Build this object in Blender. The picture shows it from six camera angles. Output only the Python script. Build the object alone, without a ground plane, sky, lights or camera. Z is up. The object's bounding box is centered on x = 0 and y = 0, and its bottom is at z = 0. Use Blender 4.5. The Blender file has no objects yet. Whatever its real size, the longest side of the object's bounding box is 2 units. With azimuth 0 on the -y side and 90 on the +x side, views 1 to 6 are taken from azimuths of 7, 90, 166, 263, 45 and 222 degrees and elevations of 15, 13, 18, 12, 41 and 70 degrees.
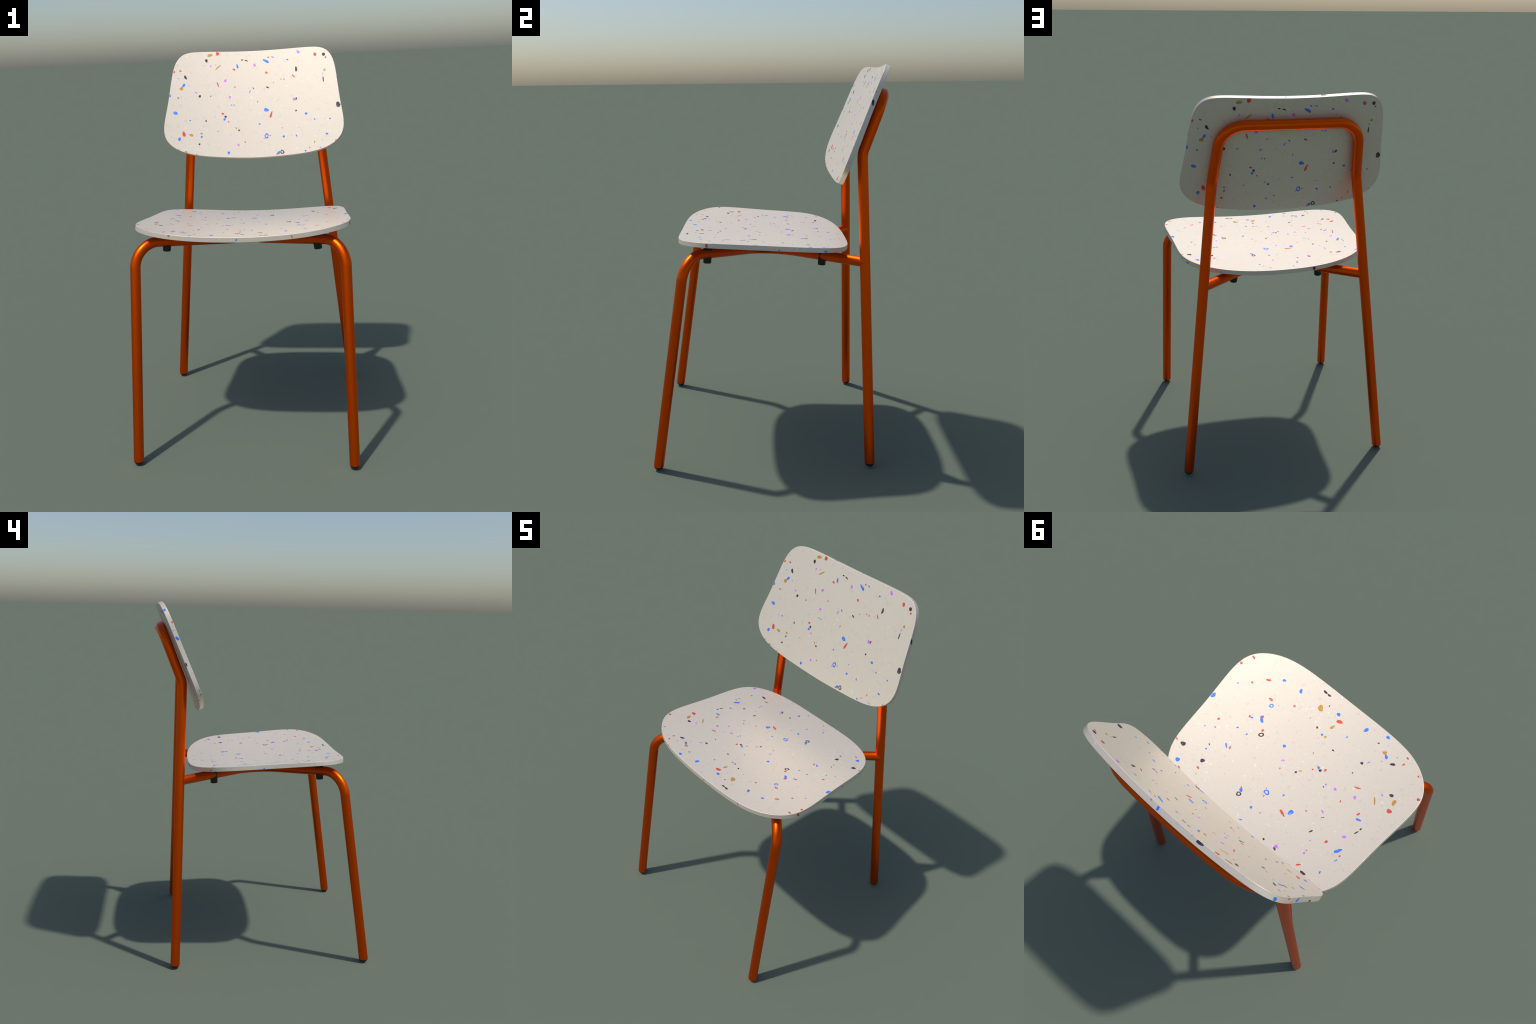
"""Stacking chair: bent orange steel tube frame, terrazzo-patterned seat and backrest panels."""
import bpy, math, random
from mathutils import Vector

random.seed(7)
scene = bpy.context.scene

# ------------------------------------------------------------------ sizes
TUBE_R = 0.0257          # radius of every steel tube
PANEL_T = 0.0240         # thickness of seat and backrest panels
PANEL_BEVEL = 0.0016     # softened panel edge
BACK_TILT = 0.3695       # backrest leans back by this angle (rad)
BACK_ORIGIN = Vector((0.0, 0.4643, 1.699))
BEND_BACK = 0.1523       # depth = BEND * s^2: cylindrical bend of the panels
BEND_SEAT = 0.1585


# ------------------------------------------------------------------ materials
def new_material(name):
    m = bpy.data.materials.new(name)
    m.use_nodes = True
    nt = m.node_tree
    return m, nt, nt.nodes["Principled BSDF"]


def ramp(nt, fac, stops, mode='LINEAR'):
    n = nt.nodes.new("ShaderNodeValToRGB")
    n.color_ramp.interpolation = mode
    el = n.color_ramp.elements
    el[0].position, el[0].color = stops[0]
    el[1].position, el[1].color = stops[-1]
    for p, c in stops[1:-1]:
        e = el.new(p)
        e.color = c
    nt.links.new(fac, n.inputs[0])
    return n.outputs[0]


def mix(nt, fac, a, b):
    n = nt.nodes.new("ShaderNodeMix")
    n.data_type = 'RGBA'
    for sock, v in ((n.inputs[0], fac), (n.inputs[6], a), (n.inputs[7], b)):
        if isinstance(v, bpy.types.NodeSocket):
            nt.links.new(v, sock)
        else:
            sock.default_value = v
    return n.outputs[2]


def math_node(nt, op, a, b=0.0):
    n = nt.nodes.new("ShaderNodeMath")
    n.operation = op
    for sock, v in ((n.inputs[0], a), (n.inputs[1], b)):
        if isinstance(v, bpy.types.NodeSocket):
            nt.links.new(v, sock)
        else:
            sock.default_value = v
    return n.outputs[0]


def grey(v):
    return (v, v, v, 1.0)


PANEL_METALLIC = 0.40    # polished, faintly metallic sheen of the panels
CREAM = (0.757, 0.666, 0.552, 1.0)
CHIP_COLOURS = {
    "red": (0.770, 0.088, 0.055, 1.0),
    "blue": (0.058, 0.225, 0.930, 1.0),
    "purple": (0.660, 0.215, 0.860, 1.0),
    "ochre": (0.570, 0.310, 0.055, 1.0),
    "black": (0.062, 0.042, 0.068, 1.0),
}


def fleck_mask(nt, coord, scale, density, size, warp=0.004, offset=(0, 0, 0)):
    """Sparse irregular specks: Voronoi cells, a random share of them switched on."""
    mp = nt.nodes.new("ShaderNodeMapping")
    mp.inputs["Location"].default_value = offset
    nt.links.new(coord, mp.inputs[0])
    nz = nt.nodes.new("ShaderNodeTexNoise")
    nz.inputs["Scale"].default_value = scale * 1.3
    nt.links.new(mp.outputs[0], nz.inputs["Vector"])
    vm = nt.nodes.new("ShaderNodeVectorMath")
    vm.operation = 'MULTIPLY_ADD'
    nt.links.new(nz.outputs["Color"], vm.inputs[0])
    vm.inputs[1].default_value = (warp * 3,) * 3
    nt.links.new(mp.outputs[0], vm.inputs[2])
    vo = nt.nodes.new("ShaderNodeTexVoronoi")
    vo.inputs["Scale"].default_value = scale
    nt.links.new(vm.outputs[0], vo.inputs["Vector"])
    sep = nt.nodes.new("ShaderNodeSeparateColor")
    nt.links.new(vo.outputs["Color"], sep.inputs[0])
    on = math_node(nt, 'LESS_THAN', sep.outputs[0], density)
    rad = math_node(nt, 'MULTIPLY', math_node(nt, 'ADD', sep.outputs[1], 0.35), size)
    near = math_node(nt, 'LESS_THAN', vo.outputs["Distance"], rad)
    return math_node(nt, 'MULTIPLY', on, near), sep.outputs[2]


def terrazzo(name):
    m, nt, bsdf = new_material(name)
    tc = nt.nodes.new("ShaderNodeTexCoord")
    co = tc.outputs["Object"]
    # fine mineral grain in the cream ground
    nz = nt.nodes.new("ShaderNodeTexNoise")
    nz.inputs["Scale"].default_value = 240.0
    nz.inputs["Detail"].default_value = 4.0
    nt.links.new(co, nz.inputs["Vector"])
    dark = tuple(c * 0.95 for c in CREAM[:3]) + (1.0,)
    light = tuple(min(1.0, c * 1.04) for c in CREAM[:3]) + (1.0,)
    col = ramp(nt, nz.outputs["Fac"], [(0.3, dark), (0.7, light)])
    # warm grey shell flecks, then pale white ones
    g, _ = fleck_mask(nt, co, 46.0, 0.40, 0.28, 0.010, (3.1, 0.7, 1.9))
    col = mix(nt, math_node(nt, 'MULTIPLY', g, 0.42), col, (0.60, 0.545, 0.47, 1))
    w, _ = fleck_mask(nt, co, 58.0, 0.28, 0.18, 0.006, (0.4, 5.2, 2.3))
    col = mix(nt, math_node(nt, 'MULTIPLY', w, 0.60), col, (0.92, 0.90, 0.86, 1))
    # faint, mostly sunken coloured dust
    d, pick = fleck_mask(nt, co, 28.0, 0.16, 0.11, 0.005, (8.0, 1.3, 4.4))
    tint = ramp(nt, pick, [(0.0, CHIP_COLOURS["red"]), (0.28, CHIP_COLOURS["blue"]),
                           (0.55, CHIP_COLOURS["purple"]), (0.75, CHIP_COLOURS["ochre"])], 'CONSTANT')
    col = mix(nt, math_node(nt, 'MULTIPLY', d, 0.35), col, tint)
    nt.links.new(col, bsdf.inputs["Base Color"])
    bsdf.inputs["Roughness"].default_value = 0.48
    bsdf.inputs["Metallic"].default_value = PANEL_METALLIC
    bsdf.inputs["Specular IOR Level"].default_value = 0.5
    return m


def chip_material(name, colour):
    m, nt, bsdf = new_material("terrazzo_chip_" + name)
    tc = nt.nodes.new("ShaderNodeTexCoord")
    nz = nt.nodes.new("ShaderNodeTexNoise")
    nz.inputs["Scale"].default_value = 130.0
    nz.inputs["Detail"].default_value = 2.0
    nt.links.new(tc.outputs["Object"], nz.inputs["Vector"])
    vein = ramp(nt, nz.outputs["Fac"], [(0.64, grey(0.0)), (0.70, grey(0.7))])
    nt.links.new(mix(nt, vein, colour, CREAM), bsdf.inputs["Base Color"])
    bsdf.inputs["Roughness"].default_value = 0.48
    bsdf.inputs["Metallic"].default_value = PANEL_METALLIC
    return m


def orange_steel():
    m, nt, bsdf = new_material("orange_powder_coated_steel")
    tc = nt.nodes.new("ShaderNodeTexCoord")
    nz = nt.nodes.new("ShaderNodeTexNoise")
    nz.inputs["Scale"].default_value = 90.0
    nt.links.new(tc.outputs["Object"], nz.inputs["Vector"])
    col = ramp(nt, nz.outputs["Fac"], [(0.3, (0.895, 0.097, 0.0016, 1)), (0.7, (0.905, 0.099, 0.0018, 1))])
    nt.links.new(col, bsdf.inputs["Base Color"])
    bsdf.inputs["Metallic"].default_value = 1.0
    bsdf.inputs["Roughness"].default_value = 0.385
    return m


def black_plastic():
    m, nt, bsdf = new_material("black_plastic")
    tc = nt.nodes.new("ShaderNodeTexCoord")
    nz = nt.nodes.new("ShaderNodeTexNoise")
    nz.inputs["Scale"].default_value = 200.0
    nt.links.new(tc.outputs["Object"], nz.inputs["Vector"])
    col = ramp(nt, nz.outputs["Fac"], [(0.3, grey(0.006)), (0.7, grey(0.009))])
    nt.links.new(col, bsdf.inputs["Base Color"])
    bsdf.inputs["Roughness"].default_value = 0.5
    return m


MAT_FACE = terrazzo("terrazzo_panel")
MAT_CHIP = {k: chip_material(k, c) for k, c in CHIP_COLOURS.items()}
MAT_STEEL = orange_steel()
MAT_BLACK = black_plastic()

# ------------------------------------------------------------------ the thing
chair = bpy.data.objects.new("chair", None)
chair["label"] = "stacking chair with speckled cream seat and orange tube frame"
chair["category"] = "chair"
scene.collection.objects.link(chair)


def add_mesh(name, verts, faces, mats, parent, face_mats=None, normals=None):
    me = bpy.data.meshes.new(name)
    me.from_pydata([tuple(v) for v in verts], [], faces)
    for m in mats:
        me.materials.append(m)
    if face_mats:
        me.polygons.foreach_set("material_index", face_mats)
    me.polygons.foreach_set("use_smooth", [True] * len(me.polygons))
    me.update()
    if normals:
        me.normals_split_custom_set_from_vertices([tuple(n) for n in normals])
    ob = bpy.data.objects.new(name, me)
    scene.collection.objects.link(ob)
    ob.parent = parent
    return ob


# ------------------------------------------------------------------ panels
def seat_surface(u, v):
    """u = x, v = y."""
    p = Vector((u, v, 1.1144 - 0.0607 * v + BEND_SEAT * u * u))
    n = Vector((-2 * BEND_SEAT * u, 0.0607, 1.0)).normalized()
    return p, n


ET = Vector((0, math.sin(BACK_TILT), math.cos(BACK_TILT)))
EN = Vector((0, -math.cos(BACK_TILT), math.sin(BACK_TILT)))


def back_surface(s, t):
    p = BACK_ORIGIN + Vector((s, 0, 0)) + ET * t + EN * (BEND_BACK * s * s)
    n = (EN - Vector((2 * BEND_BACK * s, 0, 0))).normalized()
    return p, n


def closed_spline(half, per=14):
    """Closed cubic B-spline through mirrored control points; half runs bottom to top."""
    cp = list(half) + [(-x, y) for x, y in reversed(half[1:-1])]
    out, n = [], len(cp)
    for i in range(n):
        a, b, c, d = (cp[(i + k) % n] for k in range(4))
        for j in range(per):
            t = j / per
            w = ((1 - t) ** 3 / 6, (3 * t ** 3 - 6 * t * t + 4) / 6,
                 (-3 * t ** 3 + 3 * t * t + 3 * t + 1) / 6, t ** 3 / 6)
            out.append((w[0] * a[0] + w[1] * b[0] + w[2] * c[0] + w[3] * d[0],
                        w[0] * a[1] + w[1] * b[1] + w[2] * c[1] + w[3] * d[1]))
    return out


def inset(outline, r):
    n, out = len(outline), []
    for i in range(n):
        (x0, y0), (x1, y1) = outline[i - 1], outline[(i + 1) % n]
        dx, dy = x1 - x0, y1 - y0
        l = math.hypot(dx, dy)
        out.append((outline[i][0] - dy / l * r, outline[i][1] + dx / l * r))
    return out


SEAT_OUTLINE = closed_spline([
    (0.0, -0.4744), (0.1913, -0.4736), (0.3571, -0.4589), (0.4742, -0.4012), (0.5385, -0.3168),
    (0.5388, -0.1961), (0.5193, -0.0445), (0.5121, 0.1125), (0.4989, 0.2424), (0.4355, 0.3310),
    (0.3241, 0.3904), (0.1740, 0.4165), (0.0, 0.4190)])
BACK_OUTLINE = closed_spline([
    (0.0, -0.3148), (0.1679, -0.3076), (0.3195, -0.2968), (0.4355, -0.2688), (0.5062, -0.2081),
    (0.5173, -0.1263), (0.4926, -0.0090), (0.4768, 0.1282), (0.4600, 0.2462), (0.4103, 0.3115),
    (0.3162, 0.3201), (0.1731, 0.3168), (0.0, 0.3143)])


def outward(outline, i, surface):
    """Direction out of the rim, tangent to the panel, at outline point i."""
    (x0, y0), (x1, y1) = outline[i - 1], outline[(i + 1) % len(outline)]
    u, v = outline[i]
    l = math.hypot(x1 - x0, y1 - y0)
    du, dv = (y1 - y0) / l * 1e-3, -(x1 - x0) / l * 1e-3
    return (surface(u + du, v + dv)[0] - surface(u - du, v - dv)[0]).normalized()


def panel(name, outline, surface):
    """Bent sheet of constant thickness with rounded rim, made of concentric rings."""
    n = len(outline)
    rings = []          # (uv loop, depth below the front face, tilt of the normal: 0 front, 1 rim, 2 rear)
    inner = inset(outline, PANEL_BEVEL)
    fr = [k / 16 for k in range(1, 17)]
    for f in fr:
        rings.append(([(x * f, y * f) for x, y in inner], 0.0, 0.0))
    steps = 4
    for k in range(1, steps + 1):
        a = k / steps * math.pi / 2
        rings.append((inset(outline, PANEL_BEVEL * (1 - math.sin(a))), PANEL_BEVEL * (1 - math.cos(a)), k / steps))
    for k in range(steps, -1, -1):
        a = k / steps * math.pi / 2
        rings.append((inset(outline, PANEL_BEVEL * (1 - math.sin(a))),
                      PANEL_T - PANEL_BEVEL * (1 - math.cos(a)), 2.0 - k / steps))
    for f in reversed(fr[:-1]):
        rings.append(([(x * f, y * f) for x, y in inner], PANEL_T, 2.0))
    verts, faces, normals = [], [], []
    for loop, depth, tilt in rings:
        for i, (u, v) in enumerate(loop):
            p, nn = surface(u, v)
            verts.append(p - nn * depth)
            out = outward(outline, i, surface)
            normals.append((nn * math.cos(tilt * math.pi / 2) + out * math.sin(tilt * math.pi / 2)).normalized())
    for r in range(len(rings) - 1):
        for i in range(n):
            j = (i + 1) % n
            faces.append((r * n + i, r * n + j, (r + 1) * n + j, (r + 1) * n + i)[::-1])
    for depth, ring, flip in ((0.0, 0, False), (PANEL_T, len(rings) - 1, True)):
        p, nn = surface(0, 0)
        c = len(verts)
        verts.append(p - nn * depth)
        normals.append(-nn if flip else nn)
        for i in range(n):
            a, b = ring * n + i, ring * n + (i + 1) % n
            faces.append((b, a, c) if flip else (a, b, c))
    return add_mesh(name, verts, faces, [MAT_FACE], chair, None, normals)


seat = panel("seat", SEAT_OUTLINE, seat_surface)
backrest = panel("backrest", BACK_OUTLINE, back_surface)

# ------------------------------------------------------------------ terrazzo chips
# One slab pattern is cut for both panels. Each chip: across, along (m), length, width (mm), turn (deg).
CHIPS = {
    "red": [
        (-0.209, 0.309, 22, 19, 90), (0.354, 0.278, 19, 16, 89), (0.414, 0.258, 11, 9, 29), (-0.423, 0.215, 13, 8, 162), (-0.458, 0.21, 13, 8, 81),
        (-0.113, 0.209, 15, 10, 162), (0.074, 0.182, 15, 12, 147), (0.23, 0.156, 23, 7, 128), (-0.206, 0.124, 29, 7, 107), (-0.108, 0.105, 13, 5, 13),
        (0.024, 0.013, 11, 5, 75), (0.101, -0.066, 40, 10, 75), (-0.177, -0.05, 13, 11, 178), (-0.143, -0.099, 8, 7, 178), (-0.399, -0.16, 32, 15, 105),
        (0.086, 0.273, 9, 8, 177), (-0.204, -0.151, 10, 4, 29), (0.096, -0.187, 9, 5, 8), (0.469, -0.223, 13, 9, 179), (0.134, -0.296, 9, 7, 80),
        (0.32, -0.262, 9, 5, 80),
        (-0.333, -0.563, 24, 10, 126), (-0.271, -0.615, 12, 9, 82), (-0.306, -0.722, 16, 11, 92), (-0.367, -0.696, 22, 8, 73), (-0.269, -0.488, 23, 10, 86),
        (-0.319, -0.379, 11, 10, 131), (-0.179, -0.458, 16, 12, 34), (-0.141, -0.506, 11, 10, 131), (-0.131, -0.411, 14, 10, 178), (-0.034, -0.609, 12, 11, 132),
        (0.031, -0.471, 16, 8, 29), (0.166, -0.689, 16, 6, 74), (0.199, -0.516, 16, 8, 73), (-0.418, 0.305, 11, 6, 57), (-0.331, 0.376, 16, 11, 127),
        (0.256, -0.584, 18, 6, 78),
    ],
    "blue": [
        (-0.093, 0.227, 24, 10, 104), (0.073, 0.251, 35, 14, 142), (0.111, 0.273, 17, 5, 162), (0.196, 0.254, 11, 9, 177), (-0.403, 0.128, 23, 13, 45),
        (-0.483, 0.071, 21, 12, 81), (-0.448, -0.034, 23, 17, 167), (-0.364, -0.081, 10, 6, 177), (-0.167, -0.083, 15, 11, 80), (0.074, -0.037, 27, 18, 168),
        (0.035, -0.118, 10, 8, 158), (0.301, -0.066, 14, 13, 60), (0.349, -0.099, 10, 7, 138), (0.435, -0.098, 9, 8, 179), (-0.424, -0.188, 18, 16, 81),
        (-0.298, -0.181, 13, 9, 60), (0.173, -0.195, 13, 11, 39), (0.246, -0.192, 14, 6, 119), (0.417, -0.185, 13, 11, 158), (-0.142, -0.28, 16, 13, 60),
        (0.144, -0.288, 17, 15, 39), (0.296, -0.28, 11, 8, 179), (0.382, -0.263, 7, 5, 179), (-0.127, -0.001, 10, 5, 23), (-0.432, 0.17, 6, 5, 177),
        (-0.382, -0.505, 17, 12, 106), (-0.395, -0.407, 22, 14, 33), (-0.1, -0.71, 25, 21, 179), (-0.167, -0.452, 33, 13, 58), (-0.144, -0.494, 10, 9, 131),
        (-0.063, -0.512, 11, 7, 152), (-0.068, -0.456, 11, 7, 152), (0.006, -0.593, 11, 5, 64), (0.035, -0.491, 26, 7, 54), (0.109, -0.551, 9, 7, 131),
        (0.234, -0.615, 20, 18, 163),
    ],
    "purple": [
        (-0.248, 0.235, 12, 7, 80), (0.007, 0.23, 20, 11, 119), (0.258, 0.297, 23, 13, 137), (-0.163, 0.145, 18, 13, 70), (-0.332, 0.082, 14, 7, 152),
        (-0.373, 0.125, 6, 6, 177), (-0.137, 0.047, 16, 11, 55), (-0.021, 0.074, 19, 7, 70), (0.116, 0.122, 8, 6, 148), (0.175, 0.139, 11, 10, 18),
        (0.234, 0.02, 17, 17, 178), (0.166, -0.145, 8, 7, 178), (-0.086, -0.236, 17, 9, 134), (0.062, -0.203, 9, 6, 19), (0.398, 0.162, 13, 5, 75),
        (-0.223, -0.664, 10, 9, 132), (0.034, -0.634, 8, 7, 132),
    ],
    "ochre": [
        (-0.253, 0.3, 26, 17, 23), (-0.206, 0.226, 36, 7, 41), (-0.416, 0.109, 20, 17, 162), (0.407, 0.185, 14, 11, 89), (-0.357, -0.168, 24, 12, 167),
        (-0.299, -0.161, 12, 11, 8), (-0.1, -0.138, 15, 6, 124), (-0.048, -0.221, 9, 8, 178), (0.348, -0.231, 13, 7, 80), (-0.386, -0.265, 9, 7, 177),
        (0.159, 0.14, 8, 6, 157), (-0.325, -0.281, 8, 5, 177), (-0.393, -0.276, 34, 21, 52),
    ],
    "black": [
        (-0.273, 0.269, 19, 14, 85), (0.403, 0.276, 19, 16, 89), (0.246, 0.196, 27, 12, 90), (-0.066, 0.264, 13, 6, 8), (-0.042, 0.259, 20, 6, 157),
        (-0.393, 0.175, 22, 13, 119), (-0.31, 0.059, 15, 12, 71), (-0.434, 0.055, 10, 6, 138), (0.081, 0.095, 18, 7, 153), (-0.001, 0.093, 15, 4, 133),
        (0.4, 0.131, 29, 7, 94), (0.482, -0.018, 30, 22, 84), (0.245, 0.022, 14, 10, 70), (0.244, -0.047, 11, 8, 70), (-0.161, -0.068, 13, 12, 178),
        (-0.273, -0.088, 14, 6, 85), (-0.083, -0.151, 11, 9, 158), (-0.31, -0.223, 12, 8, 29), (-0.428, -0.251, 8, 6, 177), (-0.247, 0.057, 10, 4, 23),
        (-0.112, -0.003, 11, 4, 60),
        (-0.469, -0.313, 24, 10, 85), (-0.468, -0.288, 18, 10, 89), (0.163, -0.649, 24, 18, 92), (0.161, -0.524, 20, 17, 131), (0.084, -0.555, 11, 5, 59),
    ],
}
RING_CHIPS = {      # chips sawn through a hollow: rings
    "blue": [(0.075, -0.189, 26, 23, 90), (-0.248, -0.464, 21, 18, 131)],
    "black": [(0.164, -0.284, 24, 19, 80), (-0.111, -0.402, 25, 20, 131)],
}


def inside(outline, u, v):
    c, n = False, len(outline)
    for i in range(n):
        (x0, y0), (x1, y1) = outline[i - 1], outline[i]
        if (y0 > v) != (y1 > v) and u < (x1 - x0) * (v - y0) / (y1 - y0) + x0:
            c = not c
    return c


# pattern coordinates -> panel coordinates, for each of the four faces
def on_back_front(a, b):
    return a, b - BEND_BACK * a * a * math.tan(BACK_TILT)


def on_back_rear(a, b):
    return on_back_front(-a, b)


def on_seat_top(a, b):
    return -0.9514 * (b + 0.170), a + 0.0332


def on_seat_under(a, b):
    x, y = on_seat_top(a, b)
    return -x, y


PROUD, SUNK = 0.0003, 0.0030


def chip_geometry(rng, spec, hole, place, limit, surface, under):
    """Polished chip: irregular blob, its top just proud of the face, its body sunk in it."""
    a0, b0, length, width, turn = spec
    length, width, turn = length / 1850, width / 1850, math.radians(turn)
    cu, cv = place(a0, b0)
    if not inside(limit, cu, cv):
        if not inside(limit, cu * 0.965, cv * 0.965):
            return None
        while not inside(limit, cu, cv):         # chip whose middle lies just beyond the rim
            cu, cv = cu * 0.996, cv * 0.996
    n = 18
    p1, p2, p3 = (rng.uniform(0, 6.28) for _ in range(3))
    k1, k2, k3 = rng.uniform(0.03, 0.14), rng.uniform(0.03, 0.12), rng.uniform(0.02, 0.06)
    loop = []
    for i in range(n):
        f = i / n * math.tau
        r = 1 + k1 * math.sin(2 * f + p1) + k2 * math.sin(3 * f + p2) + k3 * math.sin(5 * f + p3)
        x, y = length * r * math.cos(f), width * r * math.sin(f)
        u, v = place(a0 + x * math.cos(turn) - y * math.sin(turn),
                     b0 + x * math.sin(turn) + y * math.cos(turn))
        if not inside(limit, u, v):              # sawn off at the rim
            lo, hi = 0.0, 1.0
            for _ in range(14):
                m = (lo + hi) / 2
                if inside(limit, cu + (u - cu) * m, cv + (v - cv) * m):
                    lo = m
                else:
                    hi = m
            u, v = cu + (u - cu) * lo, cv + (v - cv) * lo
        loop.append((u, v))
    base = PANEL_T if under else 0.0
    sgn = -1.0 if under else 1.0

    def at(u, v, h):
        p, nn = surface(u, v)
        return p + nn * (sgn * h - base)

    def ring(f, h):
        return [at(cu + (u - cu) * f, cv + (v - cv) * f, h) for u, v in loop]

    sections = [ring(1.0, -SUNK), ring(1.0, PROUD)]
    if hole:
        sections += [ring(0.5, PROUD), ring(0.5, -SUNK)]
    else:
        sections += [ring(0.5, PROUD)]
    verts = [p for s in sections for p in s]
    faces = []
    for s in range(len(sections) - 1):
        for i in range(n):
            j = (i + 1) % n
            faces.append((s * n + i, s * n + j, (s + 1) * n + j, (s + 1) * n + i))
    if hole:
        s = len(sections) - 1
        faces += [(s * n + i, s * n + (i + 1) % n, (i + 1) % n, i) for i in range(n)]
    else:
        c = len(verts)
        verts.append(at(cu, cv, PROUD))
        s = len(sections) - 1
        faces += [(s * n + i, s * n + (i + 1) % n, c) for i in range(n)]
        faces.append(tuple(reversed(range(n))))
    # orientation: the loop may run either way round
    area = sum(loop[i - 1][0] * loop[i][1] - loop[i][0] * loop[i - 1][1] for i in range(n))
    if (area < 0) != under:
        faces = [tuple(reversed(f)) for f in faces]
    return verts, faces


# chips cut through on the rim: panel position, depth below the face (mm), length, height (mm), turn
SEAT_RIM = {
    "red": [(-0.331, -0.456, 4.3, 15, 9, 130), (0.256, -0.467, 11.4, 5, 17, 20), (0.531, -0.300, 13.0, 13, 20, 10),
            (-0.450, 0.305, 16.1, 8, 9, 60)],
    "blue": [(0.005, -0.474, 11.4, 6, 13, 150), (0.515, 0.041, 19.0, 8, 6, 0), (0.475, 0.269, 17.5, 19, 9, 0),
             (0.314, 0.386, 16.1, 6, 5, 0), (-0.334, 0.379, 19.0, 6, 5, 0), (-0.516, 0.026, 19.0, 8, 6, 0)],
    "black": [(-0.166, 0.413, 13.0, 15, 19, 10)],
}
BACK_RIM = {
    "red": [(-0.464, 0.205, 4.3, 11, 9, 0), (-0.481, -0.225, 19.0, 8, 6, 30)],
    "blue": [(-0.436, 0.273, 15.5, 17, 13, 0), (-0.477, 0.119, 11.4, 28, 13, 30), (-0.502, -0.194, 4.3, 10, 9, 0),
             (0.039, 0.315, 11.4, 9, 18, 10)],
    "ochre": [(-0.472, 0.159, 16.1, 7, 6, 0), (-0.509, -0.172, 4.0, 9, 8, 0), (0.470, 0.174, 3.5, 8, 7, 0)],
    "black": [(-0.497, -0.021, 19.0, 24, 7, 0), (0.477, 0.122, 9.0, 30, 12, 20), (-0.140, 0.316, 6.0, 30, 12, 10)],
    "purple": [(0.077, 0.316, 4.3, 9, 8, 0)],
}


def rim_chips(parent, outline, surface, table):
    n = len(outline)
    arc = [0.0]
    for i in range(n):
        arc.append(arc[-1] + math.dist(outline[i], outline[(i + 1) % n]))

    def at(s, depth, h):
        s %= arc[-1]
        i = max(k for k in range(n) if arc[k] <= s)
        f = (s - arc[i]) / (arc[i + 1] - arc[i])
        j = (i + 1) % n
        u, v = (outline[i][k] * (1 - f) + outline[j][k] * f for k in (0, 1))
        p, nn = surface(u, v)
        out = outward(outline, i, surface).lerp(outward(outline, j, surface), f).normalized()
        return p - nn * depth + out * h

    m = 16
    for colour, specs in table.items():
        for u, v, depth, length, height, turn in specs:
            s0 = arc[min(range(n), key=lambda i: math.dist(outline[i], (u, v)))]
            rng = random.Random(u * 31 + v)
            k1, k2, p1, p2 = rng.uniform(0.03, 0.14), rng.uniform(0.03, 0.1), rng.uniform(0, 6), rng.uniform(0, 6)
            loop = []
            for i in range(m):
                a = i / m * math.tau
                r = 1 + k1 * math.sin(2 * a + p1) + k2 * math.sin(3 * a + p2)
                x, y = length / 2000 * r * math.cos(a), height / 2000 * r * math.sin(a)
                t = math.radians(turn)
                d = depth / 1000 - (x * math.sin(t) + y * math.cos(t))
                loop.append((s0 + x * math.cos(t) - y * math.sin(t),
                             min(max(d, PANEL_BEVEL * 1.05), PANEL_T - PANEL_BEVEL * 1.05)))
            verts = [at(s, d, -SUNK) for s, d in loop] + [at(s, d, PROUD) for s, d in loop]
            faces = [(i, (i + 1) % m, m + (i + 1) % m, m + i) for i in range(m)]
            faces += [tuple(range(m, 2 * m)), tuple(reversed(range(m)))]
            ob = add_mesh("terrazzo_chip", verts, faces, [MAT_CHIP[colour]], parent)
            ob.data.polygons.foreach_set("use_smooth", [False] * len(faces))


NAMED_MIN = 16 * 9          # mm2: larger chips are objects, smaller ones joined as grit
COLOUR_ORDER = list(CHIP_COLOURS)
for parent, outline, surface, place, under in (
        (backrest, BACK_OUTLINE, back_surface, on_back_front, False),
        (backrest, BACK_OUTLINE, back_surface, on_back_rear, True),
        (seat, SEAT_OUTLINE, seat_surface, on_seat_top, False),
        (seat, SEAT_OUTLINE, seat_surface, on_seat_under, True)):
    limit = inset(outline, PANEL_BEVEL * 1.05)
    rng = random.Random(11)                       # same chip shapes on every face
    gv, gf, gm = [], [], []
    for hole, table in ((False, CHIPS), (True, RING_CHIPS)):
        for colour, specs in table.items():
            for spec in specs:
                geo = chip_geometry(random.Random(rng.random()), spec, hole, place, limit, surface, under)
                if geo is None:
                    continue
                verts, faces = geo
                if spec[2] * spec[3] >= NAMED_MIN:
                    ob = add_mesh("terrazzo_chip", verts, faces, [MAT_CHIP[colour]], parent)
                    for p in ob.data.polygons:
                        p.use_smooth = False
                else:
                    o = len(gv)
                    gv += verts
                    gf += [tuple(i + o for i in f) for f in faces]
                    gm += [COLOUR_ORDER.index(colour)] * len(faces)
    grit = add_mesh("terrazzo_grit", gv, gf, [MAT_CHIP[c] for c in COLOUR_ORDER], parent, gm)
    grit.data.polygons.foreach_set("use_smooth", [False] * len(gf))
    grit["kind"] = "stuff"

rim_chips(seat, SEAT_OUTLINE, seat_surface, SEAT_RIM)
rim_chips(backrest, BACK_OUTLINE, back_surface, BACK_RIM)


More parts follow.
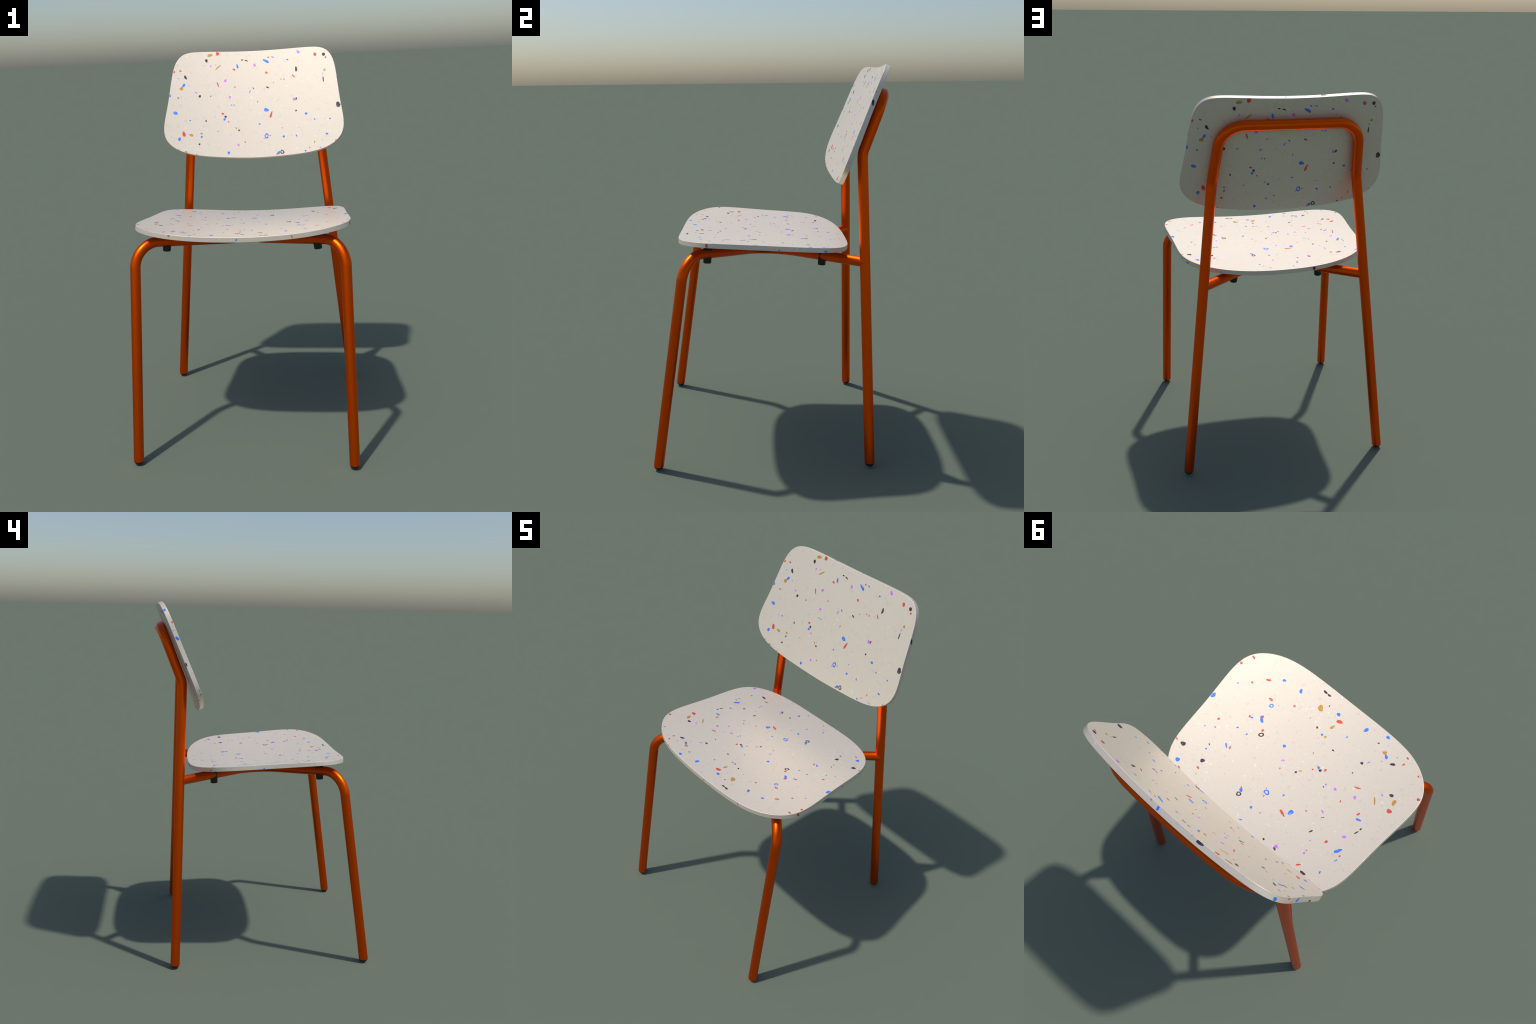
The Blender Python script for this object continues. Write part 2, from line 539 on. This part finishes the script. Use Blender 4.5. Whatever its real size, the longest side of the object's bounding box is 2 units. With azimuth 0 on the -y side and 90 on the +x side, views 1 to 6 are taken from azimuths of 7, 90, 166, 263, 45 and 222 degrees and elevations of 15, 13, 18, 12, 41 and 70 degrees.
# ------------------------------------------------------------------ tubes
def bent_line(points, radii, step=0.10, arc=26):
    """Straight runs joined by circular bends, as a list of points."""
    pts = [Vector(p) for p in points]
    out = [pts[0]]

    def run_to(q):
        p = out[-1]
        k = max(1, int((q - p).length / step))
        for i in range(1, k + 1):
            out.append(p.lerp(q, i / k))

    for i in range(1, len(pts) - 1):
        u = (pts[i - 1] - pts[i]).normalized()
        w = (pts[i + 1] - pts[i]).normalized()
        r = radii[i - 1]
        th = u.angle(w)
        t = r / math.tan(th / 2)
        c = pts[i] + (u + w).normalized() * (r / math.sin(th / 2))
        p, q = pts[i] + u * t - c, pts[i] + w * t - c
        om = p.angle(q)
        run_to(c + p)
        for k in range(1, arc + 1):
            s = k / arc
            out.append(c + p * (math.sin((1 - s) * om) / math.sin(om)) + q * (math.sin(s * om) / math.sin(om)))
    run_to(pts[-1])
    return out


def sweep(path, radius, sides=40):
    """Rings of vertices and normals along a path (parallel transport)."""
    tangents = []
    for i in range(len(path)):
        a, b = path[max(0, i - 1)], path[min(len(path) - 1, i + 1)]
        tangents.append((b - a).normalized())
    ref = tangents[0].orthogonal().normalized()
    rings = []
    for i, p in enumerate(path):
        if i:
            ref = tangents[i - 1].rotation_difference(tangents[i]) @ ref
        t = tangents[i]
        ref = (ref - t * ref.dot(t)).normalized()
        bi = t.cross(ref)
        ring = []
        for k in range(sides):
            f = k / sides * math.tau
            nn = ref * math.cos(f) + bi * math.sin(f)
            ring.append((p + nn * radius, nn))
        rings.append(ring)
    return rings


def tube_part(name, rings):
    n = len(rings[0])
    verts = [v for r in rings for v, _ in r]
    normals = [m for r in rings for _, m in r]
    faces = []
    for r in range(len(rings) - 1):
        for i in range(n):
            j = (i + 1) % n
            faces.append((r * n + i, r * n + j, (r + 1) * n + j, (r + 1) * n + i))
    return add_mesh(name, verts, faces, [MAT_STEEL], chair, None, normals)


def revolve(name, base, axis, profile, mat, sides=36):
    """Turned part: profile of (distance along axis, radius), closed at both ends."""
    axis = axis.normalized()
    a = axis.orthogonal().normalized()
    b = axis.cross(a)
    verts, faces = [], []
    for h, r in profile:
        for k in range(sides):
            f = k / sides * math.tau
            verts.append(base + axis * h + (a * math.cos(f) + b * math.sin(f)) * r)
    for s in range(len(profile) - 1):
        for i in range(sides):
            j = (i + 1) % sides
            faces.append((s * sides + i, s * sides + j, (s + 1) * sides + j, (s + 1) * sides + i))
    faces.append(tuple(reversed(range(sides))))
    last = (len(profile) - 1) * sides
    faces.append(tuple(range(last, last + sides)))
    return add_mesh(name, verts, faces, [mat], chair)


FOOT_H = 0.019            # height of the black glide under each leg


def glide(foot, upper):
    axis = (upper - foot).normalized()
    prof = [(0.0004, 0.004)]
    for k in range(1, 13):
        a = k / 12 * math.pi / 2
        prof.append((FOOT_H * (1 - math.cos(a)) + 0.0004, (TUBE_R - 0.0014) * math.sin(a)))
    prof.append((FOOT_H + 0.012, TUBE_R - 0.0014))
    return revolve("leg_glide", foot, axis, prof, MAT_BLACK)


REAR_FOOT, REAR_KINK, REAR_TOP = (0.5382, 0.4992, 0.0), (0.3680, 0.4562, 1.5784), (0.3339, 0.5655, 1.8617)
HOOP_BOW = 0.1280         # the top bar follows the bend of the backrest
FRONT_FOOT, FRONT_TOP = (0.5413, -0.5832, 0.0), (0.5094, -0.4120, 1.1116)
RAIL_MID, RAIL_END = (-0.0513, 0.0027, 1.0259), (0.4270, 0.4705, 1.0497)


def mirror(p, s):
    return Vector((p[0] * s, p[1], p[2]))


def cut_foot(foot, upper):
    foot, upper = Vector(foot), Vector(upper)
    return foot + (upper - foot).normalized() * FOOT_H


def capped(rings, at_start):
    """Close the open tube end with a short inward lip."""
    ring = rings[0] if at_start else rings[-1]
    c = sum((v for v, _ in ring), Vector()) / len(ring)
    lip = [(c + (v - c) * 0.90, m) for v, m in ring]
    return [lip] + rings if at_start else rings + [lip]


# rear frame: left leg, over the top, right leg, one bent tube, parted at seat height
path = bent_line(
    [cut_foot(mirror(REAR_FOOT, -1), mirror(REAR_KINK, -1)), mirror(REAR_KINK, -1), mirror(REAR_TOP, -1),
     mirror(REAR_TOP, 1), mirror(REAR_KINK, 1), cut_foot(REAR_FOOT, REAR_KINK)],
    [0.1109, 0.1245, 0.1245, 0.1109], step=0.04)
for p in path:
    if p.z > 1.65:
        p.y += HOOP_BOW * max(0.0, REAR_TOP[0] ** 2 - p.x ** 2)
rings = sweep(path, TUBE_R)
low = [i for i, p in enumerate(path) if p.z > 1.12]
first, last = low[0], low[-1]
tube_part("rear_leg", capped(rings[:first + 1], True))
tube_part("back_support", rings[first:last + 1])
tube_part("rear_leg", capped(rings[last:], False))

# front legs: up, bent inwards, on as a rail under the seat to the rear leg
for s in (1, -1):
    pts = [cut_foot(mirror(FRONT_FOOT, s), mirror(FRONT_TOP, s)), mirror(FRONT_TOP, s),
           mirror(RAIL_MID, s), mirror(RAIL_END, s)]
    path = bent_line(pts, [0.124, 0.167])
    rings = sweep(path, TUBE_R)
    bend = min(range(len(path)), key=lambda i: (path[i] - Vector((0.44 * s, -0.36, 1.10))).length)
    tube_part("front_leg", capped(rings[:bend + 1], True))
    tube_part("seat_rail", rings[bend:])
    glide(mirror(FRONT_FOOT, s), mirror(FRONT_TOP, s))
    glide(mirror(REAR_FOOT, s), mirror(REAR_KINK, s))
    # black spacers between rail and seat, square to the seat
    for x, y, z in ((0.3785, -0.3148, 1.0420), (0.2355, 0.2708, 0.9908)):
        foot = Vector((x * s, y, z))
        p, nn = seat_surface(foot.x, foot.y)
        height = (p - foot).dot(nn) - PANEL_T + 0.0015
        revolve("seat_spacer", foot, nn,
                [(0.0, 0.0166), (0.0008, 0.0186), (0.0030, 0.0198), (height * 0.5, 0.0216), (height, 0.0232)],
                MAT_BLACK)

# flat-ended turned parts: keep crisp edges
for ob in scene.objects:
    if ob.type == 'MESH' and ob.name.startswith("seat_spacer"):
        ob.data.set_sharp_from_angle(angle=math.radians(40))
